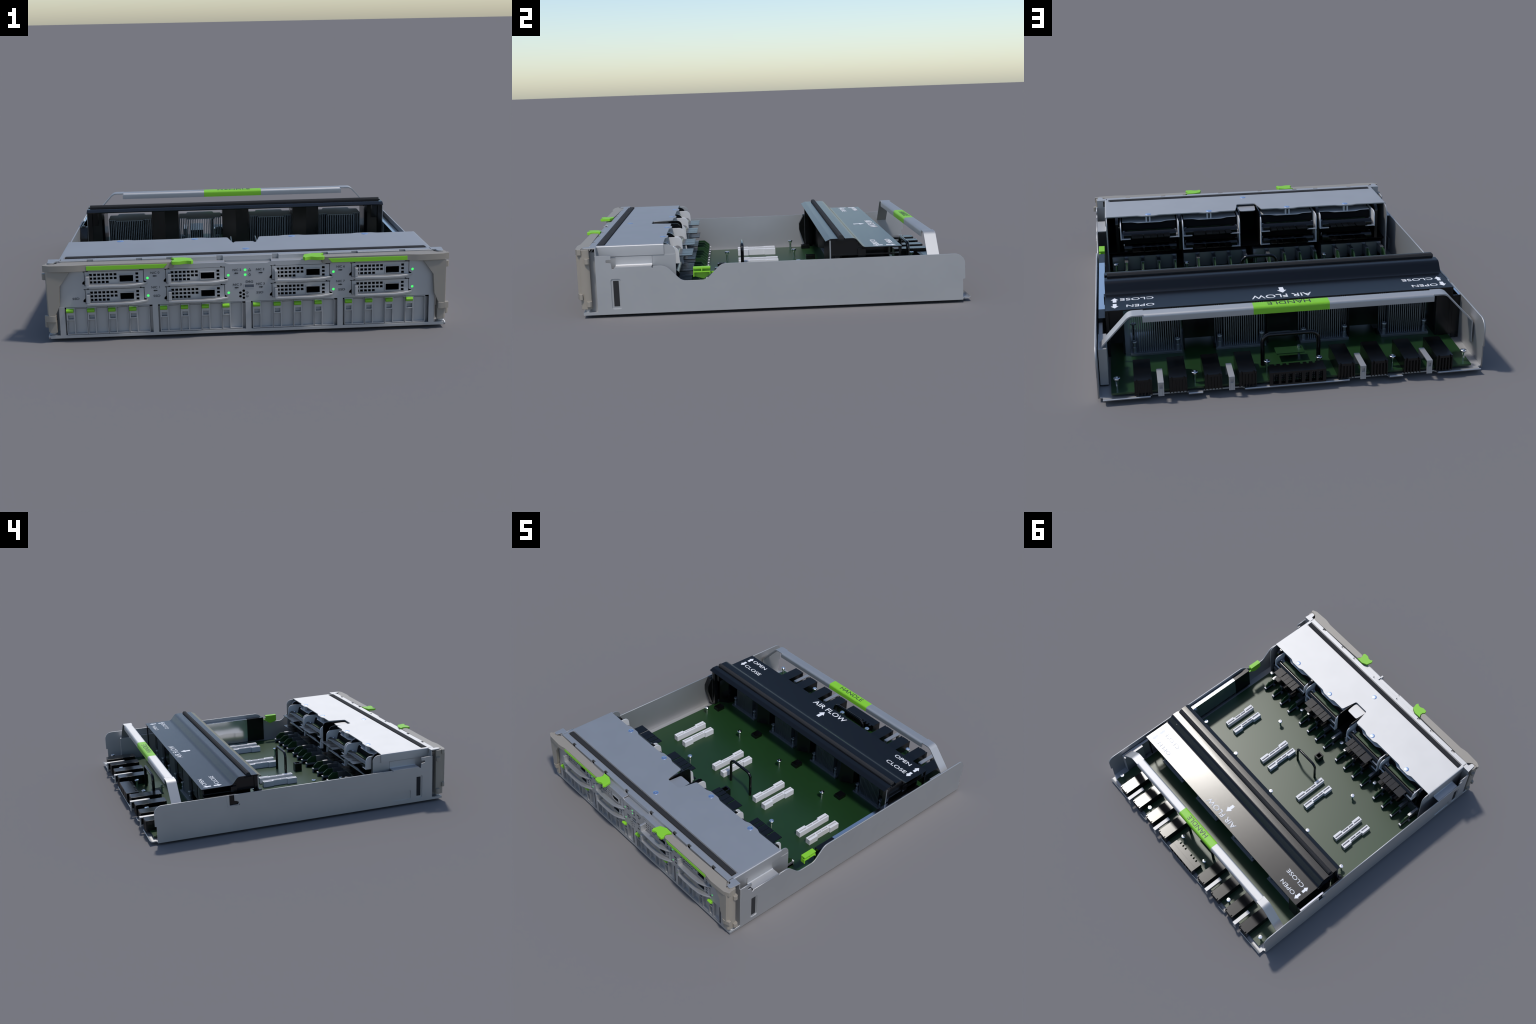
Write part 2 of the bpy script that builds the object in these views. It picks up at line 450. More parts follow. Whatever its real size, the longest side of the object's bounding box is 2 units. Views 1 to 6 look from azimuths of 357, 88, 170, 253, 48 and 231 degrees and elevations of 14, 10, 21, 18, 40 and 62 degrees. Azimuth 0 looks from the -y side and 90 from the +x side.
# printed words, arrows and signs
for body, x0, x1, z0 in (("NIC 0", -0.4225, -0.3845, 0.2905), ("NIC 1", -0.4215, -0.3855, 0.2255), ("SSD", -0.4135, -0.3845, 0.1865), ("SSD", -0.7625, -0.7335, 0.1855),
                         ("NIC 2", -0.067, -0.030, 0.291), ("NIC 3", -0.067, -0.030, 0.225), ("DBG", -0.011, 0.021, 0.2365),
                         ("NIC 2", 0.035, 0.071, 0.2905), ("NIC 3", 0.035, 0.0715, 0.2255), ("SSD", 0.035, 0.0645, 0.1865),
                         ("NIC 6", 0.386, 0.4235, 0.2905), ("NIC 7", 0.386, 0.4235, 0.2245), ("SSD", 0.395, 0.425, 0.1865)):
    lettering("panel_lettering", body, x0, x1, z0, z0 + 0.0098, "front", PANEL - 0.0001, DARK_INK, panel)
for x, z, d in ((-0.406, 0.281, -1), (-0.405, 0.2155, -1), (-0.0525, 0.281, -1), (-0.0525, 0.2155, -1), (0.055, 0.280, 1), (0.0555, 0.2155, 1), (0.4045, 0.280, 1), (0.404, 0.2145, 1)):
    sheet("panel_arrow", [arrow(x, z, 0.0185, 0.0085, (d, 0))], "y", PANEL - 0.0013, PANEL + 0.001, DARK_INK, panel)
tri = lambda s: [(0.0065 - s, 0.2945 - s * 0.8), (0.0065 + s, 0.2945 - s * 0.8), (0.0065, 0.2945 + s)]
sheet("warning_sign", [tri(0.0072), tri(0.0052)], "y", PANEL - 0.0013, PANEL + 0.001, DARK_INK, panel)
arc = [(0.0068 + r * math.sin(a), 0.2725 + r * math.cos(a)) for r, seq in ((0.0052, range(12)), (0.0038, range(11, -1, -1))) for a in [math.radians(35 + 290 * i / 11) for i in seq]]
sheet("power_sign", [arc], "y", PANEL - 0.0013, PANEL + 0.001, DARK_INK, panel)
Shape().box(0.0061, 0.0075, PANEL - 0.0013, PANEL + 0.001, 0.274, 0.280).obj("power_sign_bar", DARK_INK, panel)

led = Shape()
bmesh.ops.create_uvsphere(led.bm, u_segments=16, v_segments=8, radius=0.0062)
bmesh.ops.scale(led.bm, vec=(1, 0.4, 1), verts=led.bm.verts)
led0 = led.obj("status_light", LED, panel, loc=(lights[0][0], PANEL + 0.0042, lights[0][1]))
for x, z in lights[1:]:
    again(led0, (x, PANEL + 0.0042, z))

# ------------------------------------------------------------------ network modules (4 columns x 2 rows)
# local frame: x from the module centre, y true, z from the opening's lower edge
face_holes = []
for r in range(3):
    for c in range(7 if r < 2 else 5):
        u, w = -0.106 + 0.0175 * c, 0.0435 - 0.0165 * r
        face_holes.append(rect(u, u + 0.0126, w, w + 0.0105))
    face_holes.append(rect(0.0925, 0.1050, 0.0435 - 0.0165 * r, 0.0540 - 0.0165 * r))
face_holes.append(rect(0.0235, 0.0825, 0.0155, 0.0440))
face_me = sheet_mesh("module_face", [[(-0.1255, 0.002), (0.1255, 0.006), (0.1255, 0.0625), (-0.1255, 0.0625)]] + face_holes, "y", PANEL - 0.0012, PANEL + 0.004)
port_me = sheet_mesh("port_frame", [rect(0.0200, 0.0860, 0.0120, 0.0475), rect(0.0235, 0.0825, 0.0155, 0.0440)], "y", PANEL - 0.006, PANEL + 0.006)
pull = Shape()
outer = [(-0.117, -0.996), (-0.060, -0.9985), (0.020, -0.9990), (0.070, -0.9945), (0.100, -0.984), (0.125, -0.971), (0.143, -0.9585)]
inner = [(0.118, -0.9575), (0.098, -0.9605), (0.082, -0.966), (0.060, -0.970), (0.000, -0.9715), (-0.100, -0.971), (-0.100, -0.958), (-0.117, -0.958)]
pull.prism(outer + inner, "z", 0.0010, 0.0100)
pull.box(-0.117, -0.1035, -0.996, -0.957, 0.0101, 0.049)
pull_me = pull.mesh("pull_handle")

def rear_parts(d):
    """Rear of a module; d = +1 or -1 puts the wide ribbon finger on the outer side."""
    rib = Shape()
    for a, b in ((0.041, 0.104), (-0.001, 0.034), (-0.038, -0.003), (-0.073, -0.043), (-0.110, -0.078)):
        rib.box(d * a, d * b, -0.505, -0.418, 0.0135, 0.0175)
        rib.box(d * a, d * b, -0.4185, -0.4145, 0.0135, 0.0175)
    return rib.mesh("ribbon_finger")
rib_me = {1: rear_parts(1), -1: rear_parts(-1)}
roll = Shape()
roll.prism([(-0.514, -0.006), (-0.514, 0.027), (-0.508, 0.0305), (-0.500, 0.0305), (-0.492, 0.0275), (-0.485, 0.021), (-0.4805, 0.012), (-0.4805, 0.003), (-0.484, -0.006)], "x", -0.148, 0.148)
roll_me = roll.mesh("card_roller")
board_me = Shape().box(-0.126, 0.126, -0.572, -0.5145, 0.0135, 0.0175).mesh("module_board")
trayb = Shape()
ear = fillet([(-0.635, -0.012), (-0.635, 0.075), (-0.480, 0.075, 0.032), (-0.474, -0.012)], 7)
trayb.prism(ear, "x", 0.1595, 0.1655).prism(ear, "x", -0.1655, -0.1595)
for a, b in ((-0.160, -0.110), (0.110, 0.160)):
    trayb.box(a, b, -0.60, -0.476, -0.0115, -0.0065)
tray_me = trayb.mesh("module_tray")
bolts = Shape()
for u in (-0.150, 0.150):
    bolts.turned([(0, 0.0285), (0.005, 0.028), (0.007, 0.025), (0.007, 0.010), (0, 0.010)], u * 0.965, -0.522, 12)
bolt_me = bolts.mesh("module_bolt")
body_me = Shape().prism([(-0.645, -0.006), (-0.645, 0.061), (-0.572, 0.061), (-0.560, 0.045), (-0.554, 0.0178), (-0.554, -0.006)], "x", -0.150, 0.150).mesh("module_body")
top_me = sheet_mesh("module_top_flange", [fillet([(-0.152, -0.66), (0.152, -0.66), (0.152, -0.566), (0.100, -0.564, 0.03), (0.066, -0.544, 0.03), (-0.066, -0.544, 0.03), (-0.100, -0.564, 0.03), (-0.152, -0.566)], 5)], "z", 0.0625, 0.0665)
post_me = Shape().box(-0.014, -0.006, -0.572, -0.550, 0.0665, 0.099).box(0.006, 0.014, -0.572, -0.550, 0.0665, 0.099).mesh("lid_post")
for ci, c in enumerate(COLS):
    for ri, z in enumerate(ROWS):
        at = (c, 0, z)
        mod = put("network_module", face_me, STEEL, tray, loc=at)
        put("port_frame", port_me, STEEL, mod, bevel=0.0008)
        put("pull_handle", pull_me, STEEL, mod, bevel=0.0018)
        # behind the cage the trays sit 4 mm nearer the centre than the faces
        off = -0.005 if c > 0 else 0.005
        put("module_body", body_me, MATTE_BLACK, mod, loc=(off, 0, 0))
        put("ribbon_finger", rib_me[1 if c > 0 else -1], BLACK, mod, loc=(off, 0, 0 if ri == 0 else -0.001))
        put("card_roller", roll_me, GLOSS_BLACK, mod, loc=(off, 0, 0))
        put("module_board", board_me, CARD, mod, loc=(off, 0, 0))
        put("module_bolt", bolt_me, CHROME, mod, loc=(off, 0, 0))
        if ri == 0 or abs(c) < 0.4:
            put("module_tray", tray_me, PAINT, mod, loc=(off, 0, 0), bevel=0.0008)
        if ri == 0:
            put("module_top_flange", top_me, PAINT, mod, loc=(off, 0, 0))
            put("lid_post", post_me, PAINT, mod, loc=(0.0, 0, 0))

# ------------------------------------------------------------------ drive bays (16 small drives)
cover_me = sheet_mesh("drive_cover", [rect(0.0005, 0.0895, 0.0275, 0.1505), rect(0.0035, 0.0330, 0.032, 0.0925), rect(0.0075, 0.0310, 0.0975, 0.1155), rect(0.0380, 0.0870, 0.032, 0.147)],
                      "y", PANEL + 0.0015, PANEL + 0.0205)
back_me = Shape().box(0.001, 0.089, PANEL + 0.0185, PANEL + 0.024, 0.028, 0.150).box(0.0335, 0.0360, PANEL + 0.0005, PANEL + 0.003, 0.030, 0.149).mesh("drive_back")
latch_me = Shape().prism([(PANEL + 0.004, 0.1455), (PANEL - 0.007, 0.1455), (PANEL - 0.0145, 0.1415), (PANEL - 0.0145, 0.1365), (PANEL - 0.007, 0.1285), (PANEL + 0.004, 0.1285)], "x", 0.0015, 0.0325).mesh("drive_latch")
drive_rear = Shape()
drive_rear.box(0.0, 0.064, -0.90, -0.506, 0.041, 0.1225)
drive_rear.box(0.0015, 0.0035, -0.506, -0.5045, 0.042, 0.1215)
drive_rear.box(0.0605, 0.0625, -0.506, -0.5045, 0.042, 0.1215)
rear_me = drive_rear.mesh("drive_body")
gap_me = Shape().box(0.0, 0.028, -0.90, -0.5135, 0.041, 0.120).mesh("drive_gap")
card_me = Shape().prism([(-0.431, 0.052), (-0.362, 0.052), (-0.361, 0.089), (-0.392, 0.114), (-0.431, 0.114)], "x", -0.0035, 0.0035).mesh("riser_card")
sled_me = Shape().box(-0.0085, 0.0085, -0.514, -0.4305, 0.050, 0.114).box(-0.0095, 0.0095, -0.470, -0.4300, 0.1140, 0.1165).mesh("drive_sled")
plug_me = (Shape().box(-0.0085, -0.0040, -0.500, -0.357, BOARD, 0.069).box(0.0040, 0.0085, -0.500, -0.357, BOARD, 0.069).box(-0.0085, 0.0085, -0.500, -0.357, BOARD, 0.056)
           .box(-0.0090, 0.0090, -0.3575, -0.3525, BOARD, 0.066).box(-0.0220, -0.0085, -0.438, -0.424, BOARD, 0.062).mesh("riser_socket"))
clip_me = Shape().box(-0.0098, 0.0098, -0.3595, -0.3505, 0.066, 0.0700).mesh("socket_clip")
for j in range(4):
    for i in range(4):
        x = -0.7945 + 0.4055 * j + 0.0905 * i
        cover = put("drive_cover", cover_me, STEEL, tray, loc=(x, 0, 0), bevel=0.0006, seg=1)
        put("drive_back", back_me, STEEL, cover)
        put("drive_latch", latch_me, LIME, cover, bevel=0.0015)
        xr = 0.7155 - 0.091 * i - 0.4065 * j
        body = put("drive_body", rear_me, STEEL_DARK, tray, loc=(xr + 0.0145, 0, 0))
        put("drive_gap", gap_me, STEEL_DARK, body, loc=(-0.0285, 0, 0))
        put("drive_sled", sled_me, STEEL_DARK, body, loc=(-0.0145, 0, 0), bevel=0.0008)
        sock = put("riser_socket", plug_me, GREY_PLASTIC, tray, loc=(xr, 0, 0), bevel=0.0006)
        put("riser_card", card_me, CARD, sock)
        put("socket_clip", clip_me, WHITE, sock)

# ------------------------------------------------------------------ corner levers
lever_plan = [(0.882, -0.968), (0.852, -0.982), (0.752, -0.987), (0.725, -0.984), (0.695, -0.978), (0.335, -0.978), (0.3225, -0.970), (0.3215, -0.956), (0.337, -0.932),
              (0.806, -0.9215), (0.836, -0.951), (0.868, -0.955), (0.880, -0.951)]
gusset = [(0.745, 0.319), (0.766, 0.316), (0.812, 0.252), (0.818, 0.166), (0.838, 0.122), (0.838, 0.095), (0.866, 0.095), (0.868, 0.319)]
column = [(0.838, -0.958), (0.848, -0.965), (0.866, -0.965), (0.874, -0.955), (0.876, -0.925), (0.870, -0.914), (0.848, -0.914), (0.838, -0.925)]
collar = [(0.836, -0.979), (0.852, -0.982), (0.885, -0.969), (0.885, -0.955), (0.836, -0.955)]
tab_plan = [(0.333, -0.928), (0.320, -0.948), (0.3205, -0.966), (0.331, -0.981), (0.326, -0.9985), (0.296, -1.0), (0.274, -0.989), (0.258, -0.9905), (0.244, -1.0), (0.2365, -0.984), (0.246, -0.944), (0.284, -0.926)]
for s in (1, -1):
    m = lambda pts: [(s * p[0], p[1]) for p in pts]
    lev = Shape().prism(m(lever_plan), "z", 0.3175, 0.346)
    lev.prism(m(gusset), "y", -0.9775, -0.9590)
    lev.prism(m(column), "z", 0.044, 0.343)
    lev.prism(m(collar), "z", 0.094, 0.122)
    lev.box(s * 0.836, s * 0.866, -0.966, -0.925, 0.042, 0.095)
    for z in (0.273, 0.058):
        lev.prism([(s * 0.868, -0.937), (s * 0.885, -0.937), (s * 0.892, -0.930), (s * 0.892, -0.918), (s * 0.884, -0.912), (s * 0.868, -0.912)], "z", z, z + 0.027)
    lever = lev.obj("corner_lever", TAN, tray, bevel=0.0012)
    strip = m([(0.3475, 0.3385), (0.3640, 0.3205), (0.6945, 0.3205), (0.6945, 0.3385)])
    Shape().prism(strip, "y", -0.9805, -0.9760).obj("lever_strip", LIME, lever, bevel=0.0008)
    Shape().prism(m(tab_plan), "z", 0.3375, 0.3525).obj("thumb_tab", LIME, lever, bevel=0.0015)
    Shape().turned([(0, 0.018), (0.018, 0.018), (0.018, 0.028), (0.013, 0.030), (0.013, 0.046), (0, 0.046)], s * 0.854, -0.935, 20).obj("lever_pivot", STEEL, lever)

# ------------------------------------------------------------------ mainboard and what stands on it
board = Shape().box(-0.817, 0.817, -0.56, 0.960, 0.031, BOARD).obj("mainboard", PCB, tray, bevel=0.0006)

post = Shape().turned([(0, 0.0925), (0.004, 0.0925), (0.005, 0.0962), (0.0125, 0.0958), (0.0150, 0.0935), (0.0150, 0.0885), (0.0130, 0.0860), (0.0075, 0.0780), (0.0065, 0.0600), (0.0060, BOARD), (0, BOARD)], 0, 0, 20)
post0 = post.obj("standoff_screw", CHROME, board, loc=(0, 0.179, 0))
for x, y in ([(s * a, b) for s in (1, -1) for a, b in ((0.790, 0.921), (0.451, 0.921), (0.120, 0.872), (0.757, 0.178), (0.403, 0.179), (0.403, -0.243))]
             + [(0.775, -0.472), (0.377, -0.433), (-0.027, -0.473), (-0.427, -0.434)]):
    again(post0, (x, y, 0))

# white card connectors, four pairs; each has wider ends on its outer side
def connector(d):
    y0, y1, w = -0.173, 0.068, 0.012
    out = [(-w * d, y0), (-w * d, y1), ((w + 0.010) * d, y1), ((w + 0.010) * d, y1 - 0.070), (w * d, y1 - 0.070), (w * d, y0 + 0.068), ((w + 0.010) * d, y0 + 0.068), ((w + 0.010) * d, y0)]
    cells = []
    for a, b in ((y0 + 0.006, y0 + 0.062), (y0 + 0.072, y0 + 0.112), (y0 + 0.118, y1 - 0.078), (y1 - 0.066, y1 - 0.006)):
        cells.append(rect(d * 0.001 - 0.0045, d * 0.001 + 0.0045, a, b))
    return sheet_mesh("card_connector", [out] + cells, "z", BOARD, 0.078)
conn_me = {-1: connector(-1), 1: connector(1)}
fill_me = Shape().box(-0.0055, 0.0055, -0.170, 0.065, BOARD + 0.001, 0.056).mesh("connector_floor")
for k in range(4):
    for d, x in ((-1, -0.6435), (1, -0.5680)):
        o = put("card_connector", conn_me[d], WHITE, board, loc=(x + 0.4043 * k, 0, 0), bevel=0.0006, seg=1)
        put("connector_floor", fill_me, WHITE_IN, o, loc=(d * 0.001, 0, 0))

def loop_rod(name, half, y, top, r):
    rad = 0.036
    path = [(-half, y, BOARD - 0.004), (-half, y, top - rad)]
    path += [(-half + rad - rad * math.cos(a), y, top - rad + rad * math.sin(a)) for a in [math.pi / 2 * i / 8 for i in range(1, 9)]]
    path += [(half - rad + rad * math.sin(a), y, top - rad + rad * math.cos(a)) for a in [math.pi / 2 * i / 8 for i in range(0, 9)]]
    path += [(half, y, BOARD - 0.004)]
    return Shape().rod(path, r, 14).obj(name, GLOSS_BLACK, board)
loop_rod("grip_loop", 0.0945, -0.151, 0.212, 0.0088)
loop_rod("grip_loop", 0.1300, 0.806, 0.190, 0.0100)

chip0 = Shape().box(-0.0235, 0.0235, 0.249, 0.305, BOARD, 0.0645).obj("square_coil", BLACK, board, loc=(-0.745, 0, 0), bevel=0.001)
for k in range(1, 4):
    again(chip0, (-0.745 + 0.4043 * k, 0, 0))
sheet("header_socket", [rect(-0.0235, 0.0195, -0.298, -0.248), rect(-0.0165, 0.0125, -0.288, -0.258)], "z", BOARD, 0.094, BLACK, board, bevel=0.0008)
sub = Shape().box(-0.070, 0.062, 0.722, 0.788, 0.0775, 0.0815).obj("daughter_board", PCB, board)
Shape().turned([(0, 0.092), (0.008, 0.092), (0.0085, 0.0815), (0.0065, 0.0775), (0.0065, BOARD), (0, BOARD)], -0.052, 0.735, 16).obj("board_pin", CHROME, sub)

# ------------------------------------------------------------------ heat sinks
fin_long = Shape().box(-0.0019, 0.0019, -0.1045, 0.1005, 0.052, 0.2510).mesh("fin")
fin_short = Shape().box(-0.0019, 0.0019, -0.072, 0.0595, 0.052, 0.2510).mesh("fin")
cap_me = sheet_mesh("fin_cap", [[(-0.0745, -0.1045), (0.0745, -0.1045), (0.0745, -0.072), (0.1205, -0.072), (0.1205, 0.0595), (0.0745, 0.0595), (0.0745, 0.1005), (-0.0745, 0.1005), (-0.0745, 0.0595), (-0.1205, 0.0595), (-0.1205, -0.072), (-0.0745, -0.072)]], "z", 0.2505, 0.2545)
spring_screw = Shape().turned([(0, 0.107), (0.004, 0.107), (0.005, 0.1105), (0.0115, 0.1100), (0.0130, 0.107), (0.0130, 0.103), (0.0080, 0.098), (0.0065, 0.080), (0.0095, 0.078), (0.0095, 0.052), (0, 0.052)], 0, 0, 16).mesh("spring_screw")
for c in (-0.603, -0.203, 0.203, 0.603):
    hs = Shape().box(-0.1195, 0.1195, -0.120, 0.120, BOARD, 0.052).obj("heat_sink", ALU, board, loc=(c, 0.4955, 0), bevel=0.0008)
    put("fin_cap", cap_me, ALU, hs)
    for k in range(24):
        u = (k - 11.5) * 0.01025
        put("fin", fin_long if 4 <= k < 20 else fin_short, ALU, hs, loc=(u, 0, 0), smooth=False)
    for u in (-0.101, 0.101):
        for w in (-0.101, 0.101):
            put("spring_screw", spring_screw, ALU, hs, loc=(u, w, 0))

# ------------------------------------------------------------------ air shroud
top_line = fillet([(0.2620, 0.3305), (0.2880, 0.3420, 0.02), (0.3265, 0.3420), (0.3265, 0.3310), (0.3605, 0.3310), (0.3605, 0.3420), (0.4130, 0.3420, 0.03), (0.4520, 0.2945, 0.03), (0.6470, 0.2935)], 6)
n_top = len(top_line)
# fillet() closes the outline, so the first and last points stay sharp
under = [(0.6470, 0.2885)] + fillet([(0.4490, 0.2895, 0.03), (0.4110, 0.3365, 0.03), (0.3660, 0.3365), (0.3660, 0.3260), (0.3210, 0.3260), (0.3210, 0.3370), (0.2890, 0.3370), (0.2640, 0.3260)], 4)
shroud = Shape().prism(top_line + under, "x", -0.8265, 0.8265).obj("air_shroud", SHROUD, tray, angle=30)
gk = [(0.3285, 0.3315), (0.3285, 0.3490), (0.3340, 0.3565), (0.3490, 0.3565), (0.3570, 0.3480), (0.3570, 0.3315)]
Shape().prism(gk, "x", -0.8140, 0.8140).obj("shroud_gasket", FOAM, shroud)
for c in (-0.40, 0.0, 0.40):
    # wedge-nosed divider hanging from the lid, with two side plates down to the board
    dv = Shape()
    dv.prism([(c, 0.332), (c + 0.0745, 0.377), (c + 0.0745, 0.410), (c - 0.0745, 0.410), (c - 0.0745, 0.377)], "z", 0.099, 0.3245)
    dv.box(c - 0.0685, c + 0.0685, 0.4105, 0.586, 0.100, 0.2880)
    for u in (-0.0740, 0.0690):
        dv.box(c + u, c + u + 0.0050, 0.4105, 0.589, BOARD + 0.004, 0.2885)
    dv.obj("air_divider", BLACK, shroud)
end_wall = [(0.285, 0.255), (0.285, 0.3355), (0.409, 0.3355), (0.445, 0.2885), (0.445, 0.255)]
for s in (1, -1):
    ew = Shape()
    ew.prism(end_wall, "x", s * 0.8145, s * 0.8195)
    ew.box(s * 0.8130, s * 0.8275, 0.300, 0.640, 0.2545, 0.2600)
    ew.box(s * 0.8195, s * 0.8330, 0.424, 0.463, 0.245, 0.2860)
    ew.box(s * 0.8130, s * 0.8270, 0.634, 0.641, 0.060, 0.2870)
    ew.box(s * 0.8000, s * 0.8262, 0.2830, 0.3090, BOARD + 0.004, 0.3340)
    ew.obj("shroud_end", SHROUD, shroud)
    Shape().box(s * 0.8255, s * 0.8285, 0.2825, 0.2880, 0.060, 0.3330).obj("end_rib", STEEL_DARK, shroud)
    fd = Shape()
    fd.prism([(s * 0.8140, 0.333), (s * 0.757, 0.372), (s * 0.747, 0.410), (s * 0.747, 0.428), (s * 0.757, 0.428), (s * 0.768, 0.380), (s * 0.8140, 0.345)], "z", BOARD + 0.002, 0.3245)
    fd.box(s * 0.769, s * 0.8140, 0.2950, 0.3300, 0.250, 0.3250)
    fd.box(s * 0.747, s * 0.757, 0.4285, 0.586, BOARD + 0.002, 0.2880)
    if s > 0:
        fd.box(0.7575, 0.8125, 0.578, 0.586, 0.100, 0.2860)
    else:
        fd.box(-0.7575, -0.8290, 0.632, 0.640, BOARD + 0.002, 0.2865)
        fd.box(-0.7470, -0.7570, 0.5865, 0.640, BOARD + 0.002, 0.2865)
    fd.obj("end_divider", BLACK, shroud)
guide = Shape().prism([(0.246, 0.195), (0.246, 0.155), (0.288, 0.024), (0.298, 0.024), (0.298, 0.248), (0.275, 0.248)], "x", -0.8675, -0.8275)
guide.box(-0.8675, -0.8295, 0.631, 0.6395, 0.024, 0.2460)
guide.box(-0.8675, -0.8590, 0.2985, 0.6305, 0.024, 0.2440)
guide.turned([(0, 0.256), (0.010, 0.255), (0.012, 0.250), (0.012, 0.246), (0, 0.246)], -0.850, 0.282, 16)
guide.obj("shroud_guide", BLACK, shroud, bevel=0.001)
Shape().box(-0.8670, -0.8560, 0.440, 0.638, 0.2445, 0.2485).obj("bright_guide_strip", MIRROR, shroud)

def flow_arrow(x, y, d, ln=0.050, w=0.034):
    sheet("flow_arrow", [arrow(x, y, ln, w, (0, d))], "z", 0.2930, 0.2948, INK, shroud, smooth=False)
lettering("shroud_lettering", "AIR FLOW", -0.138, 0.150, 0.590, 0.630, "top", 0.2937, INK, shroud, bold=0.006)
flow_arrow(-0.005, 0.542, 1, 0.066, 0.044)
for body, y0, y1 in (("OPEN", 0.592, 0.620), ("CLOSE", 0.514, 0.542)):
    w = 0.128 if body == "OPEN" else 0.156
    lettering("shroud_lettering", body, 0.602, 0.602 + w, y0, y1, "top", 0.2937, INK, shroud, bold=0.006)
    lettering("shroud_lettering", body, -0.760, -0.760 + w, y0, y1, "top", 0.2937, INK, shroud, bold=0.006)
for x in (0.783, -0.786):
    flow_arrow(x, 0.600, 1)
    flow_arrow(x, 0.532, -1)

# ------------------------------------------------------------------ carrying handle
def channel(x0, x1, mat, name, parent):
    prof = fillet([(0.7755, 0.310), (0.7755, 0.3455, 0.013), (0.8390, 0.3455, 0.013), (0.8390, 0.310), (0.8335, 0.310), (0.8335, 0.3395, 0.008), (0.7810, 0.3395, 0.008), (0.7810, 0.310)], 6)
    return Shape().prism(prof, "x", x0, x1).obj(name, mat, parent, angle=40)
handle = channel(-0.665, -0.1735, STEEL, "carrying_handle", tray)
channel(0.1735, 0.665, STEEL, "handle_bar", handle)
grip = channel(-0.1735, 0.1735, LIME, "handle_grip", handle)
lettering("grip_lettering", "HANDLE", -0.090, 0.107, 0.790, 0.823, "top", 0.3449, DARK_INK, grip)
for s in (1, -1):
    # strap: flat in the middle, rounded bend, sloping leg, then down inside the wall
    top = fillet([(s * 0.660, 0.3450), (s * 0.7240, 0.3450, 0.045), (s * 0.8480, 0.2100, 0.012), (s * 0.8600, 0.200, 0.01), (s * 0.8610, 0.090), (s * 0.8550, 0.090), (s * 0.8545, 0.196, 0.008), (s * 0.8440, 0.2055, 0.01), (s * 0.7205, 0.3385, 0.040), (s * 0.660, 0.3385)], 8)
    strap = sheet("handle_leg", [top], "y", 0.7765, 0.8380, STEEL, handle, bevel=0.0030, seg=3)

# right-hand side rail, latch and handle mount inside the +x wall
rail = Shape().box(0.831, 0.862, -0.162, 0.4615, 0.042, 0.2245).obj("side_rail", MIRROR, tray, bevel=0.001)
Shape().box(0.8308, 0.862, -0.297, -0.1625, 0.042, 0.2245).obj("rail_end", BLACK, rail, bevel=0.001)
Shape().box(0.8308, 0.862, 0.4620, 0.566, 0.042, 0.2245).obj("rail_end", BLACK, rail, bevel=0.001)
Shape().box(0.8440, 0.862, 0.5665, 0.690, 0.050, 0.203).obj("rail_arm", STEEL, rail, bevel=0.001)
Shape().box(0.8270, 0.8650, 0.690, 0.850, 0.026, 0.2025).obj("handle_mount", STEEL, rail, bevel=0.0015)
lt = Shape()
lt.prism([(-0.405, 0.232), (-0.405, 0.184), (-0.352, 0.170), (-0.314, 0.196), (-0.300, 0.200), (-0.300, 0.205), (-0.319, 0.206), (-0.319, 0.232)], "x", 0.831, 0.8415)
lt.box(0.8410, 0.862, -0.405, -0.319, 0.2235, 0.232)
lt.box(0.8410, 0.862, -0.405, -0.319, 0.2055, 0.2110)
lt.box(0.8410, 0.862, -0.365, -0.359, 0.2105, 0.2240)
lt.box(0.8410, 0.862, -0.405, -0.400, 0.184, 0.206)
lt.box(0.8410, 0.862, -0.324, -0.319, 0.196, 0.206)
lt.obj("rail_latch", LIME, rail, bevel=0.001)

# ------------------------------------------------------------------ rear connectors, spring clips
ribs = Shape()
ribs.box(-0.0385, 0.0385, 0.780, 0.9720, 0.029, 0.0925)
for k in range(6):
    u = -0.0385 + k * 0.0144
    ribs.box(u, u + 0.0050, 0.9720, 0.9835, 0.030, 0.0925)
cap = [(-0.0385, 0.780), (0.0385, 0.780), (0.0385, 0.984), (0.0300, 0.984), (0.0300, 0.974), (0.0240, 0.974), (0.0240, 0.984), (-0.0240, 0.984), (-0.0240, 0.974), (-0.0300, 0.974), (-0.0300, 0.984), (-0.0385, 0.984)]
ribs.prism(cap, "z", 0.0928, 0.1045)
ribs_me = ribs.mesh("power_connector")
clip = Shape()
clip.box(-0.0130, 0.0130, 0.868, 0.9995, 0.0885, 0.0950)
clip.prism([(0.9935, 0.0900), (0.9995, 0.0900), (0.9975, 0.0560), (1.0000, 0.0290), (0.9950, 0.0280), (0.9920, 0.0560)], "x", -0.0130, -0.0060)
clip.prism([(0.9935, 0.0900), (0.9995, 0.0900), (0.9975, 0.0560), (1.0000, 0.0290), (0.9950, 0.0280), (0.9920, 0.0560)], "x", 0.0060, 0.0130)
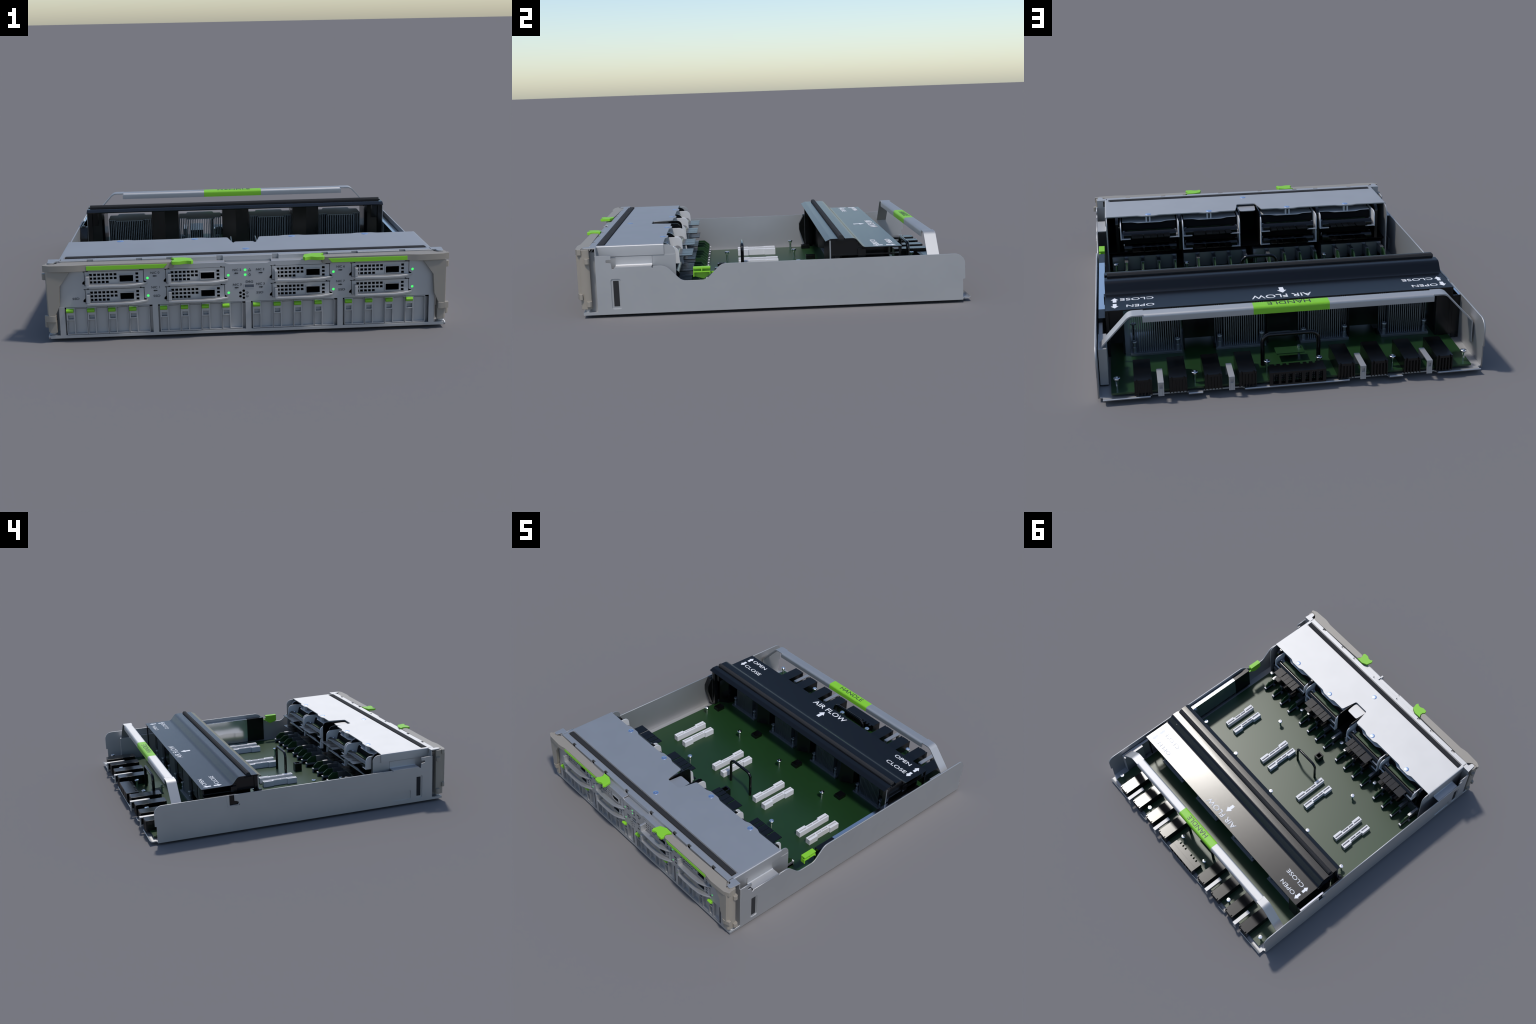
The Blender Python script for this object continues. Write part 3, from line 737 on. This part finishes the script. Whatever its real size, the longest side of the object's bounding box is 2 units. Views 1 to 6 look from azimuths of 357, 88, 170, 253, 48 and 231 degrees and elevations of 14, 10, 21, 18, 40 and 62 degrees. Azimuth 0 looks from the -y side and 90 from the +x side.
clip.prism([(0.9925, 0.0640), (0.9980, 0.0640), (0.9975, 0.0560), (1.0000, 0.0290), (0.9950, 0.0280), (0.9920, 0.0560)], "x", -0.0060, 0.0060)
clip.prism([(0.9935, 0.0900), (0.9995, 0.0900), (0.9985, 0.0810), (0.9930, 0.0810)], "x", -0.0060, 0.0060)
clip.box(-0.0130, 0.0130, 0.868, 0.8735, BOARD, 0.0890)
clip_spring = clip.mesh("spring_clip")
hole_me = Shape().box(-0.0060, 0.0060, 0.9895, 0.9925, 0.0630, 0.0820).mesh("clip_bore")
for s in (1, -1):
    for c in (0.679, 0.528, 0.3745, 0.2225):
        put("power_connector", ribs_me, BLACK, board, loc=(s * c, 0, 0), bevel=0.0006, seg=1)
    for c in (0.604, 0.2955):
        sp = put("spring_clip", clip_spring, STEEL, board, loc=(s * c, 0, 0), bevel=0.0008)
        put("clip_bore", hole_me, STEEL_DARK, sp)

bays = ((-0.1125, -0.0935), (-0.0825, -0.0625), (-0.0505, -0.0335), (-0.0170, 0.0130), (0.0255, 0.0440), (0.0560, 0.0750), (0.0870, 0.1110))
frame_holes = [rect(a, b, 0.036, 0.083) for a, b in bays]
big = sheet("signal_connector", [fillet([(-0.128, 0.029), (0.128, 0.029), (0.128, 0.0925), (-0.128, 0.0925)])] + frame_holes, "y", 0.955, 0.991, BLACK, board, bevel=0.0006, seg=1)
bb = Shape().box(-0.1275, 0.1275, 0.925, 0.9555, 0.030, 0.0920)
for a, b in ((-0.1275, -0.092), (-0.080, -0.064), (-0.052, -0.036), (-0.024, 0.028), (0.040, 0.056), (0.068, 0.084), (0.096, 0.1125)):
    bb.box(a, b, 0.908, 0.9255, 0.050, 0.0918)
bb.obj("signal_housing", BLACK, big)
pins = Shape()
for a, b in bays:
    n = 3 if b - a > 0.025 else 2
    for u in range(n):
        for w in range(4):
            x = a + (b - a) * (u + 0.5) / n
            pins.box(x - 0.0008, x + 0.0008, 0.955, 0.980, 0.0445 + w * 0.010, 0.0461 + w * 0.010)
pins.obj("contact_pin", STEEL_DARK, big)["kind"] = "stuff"
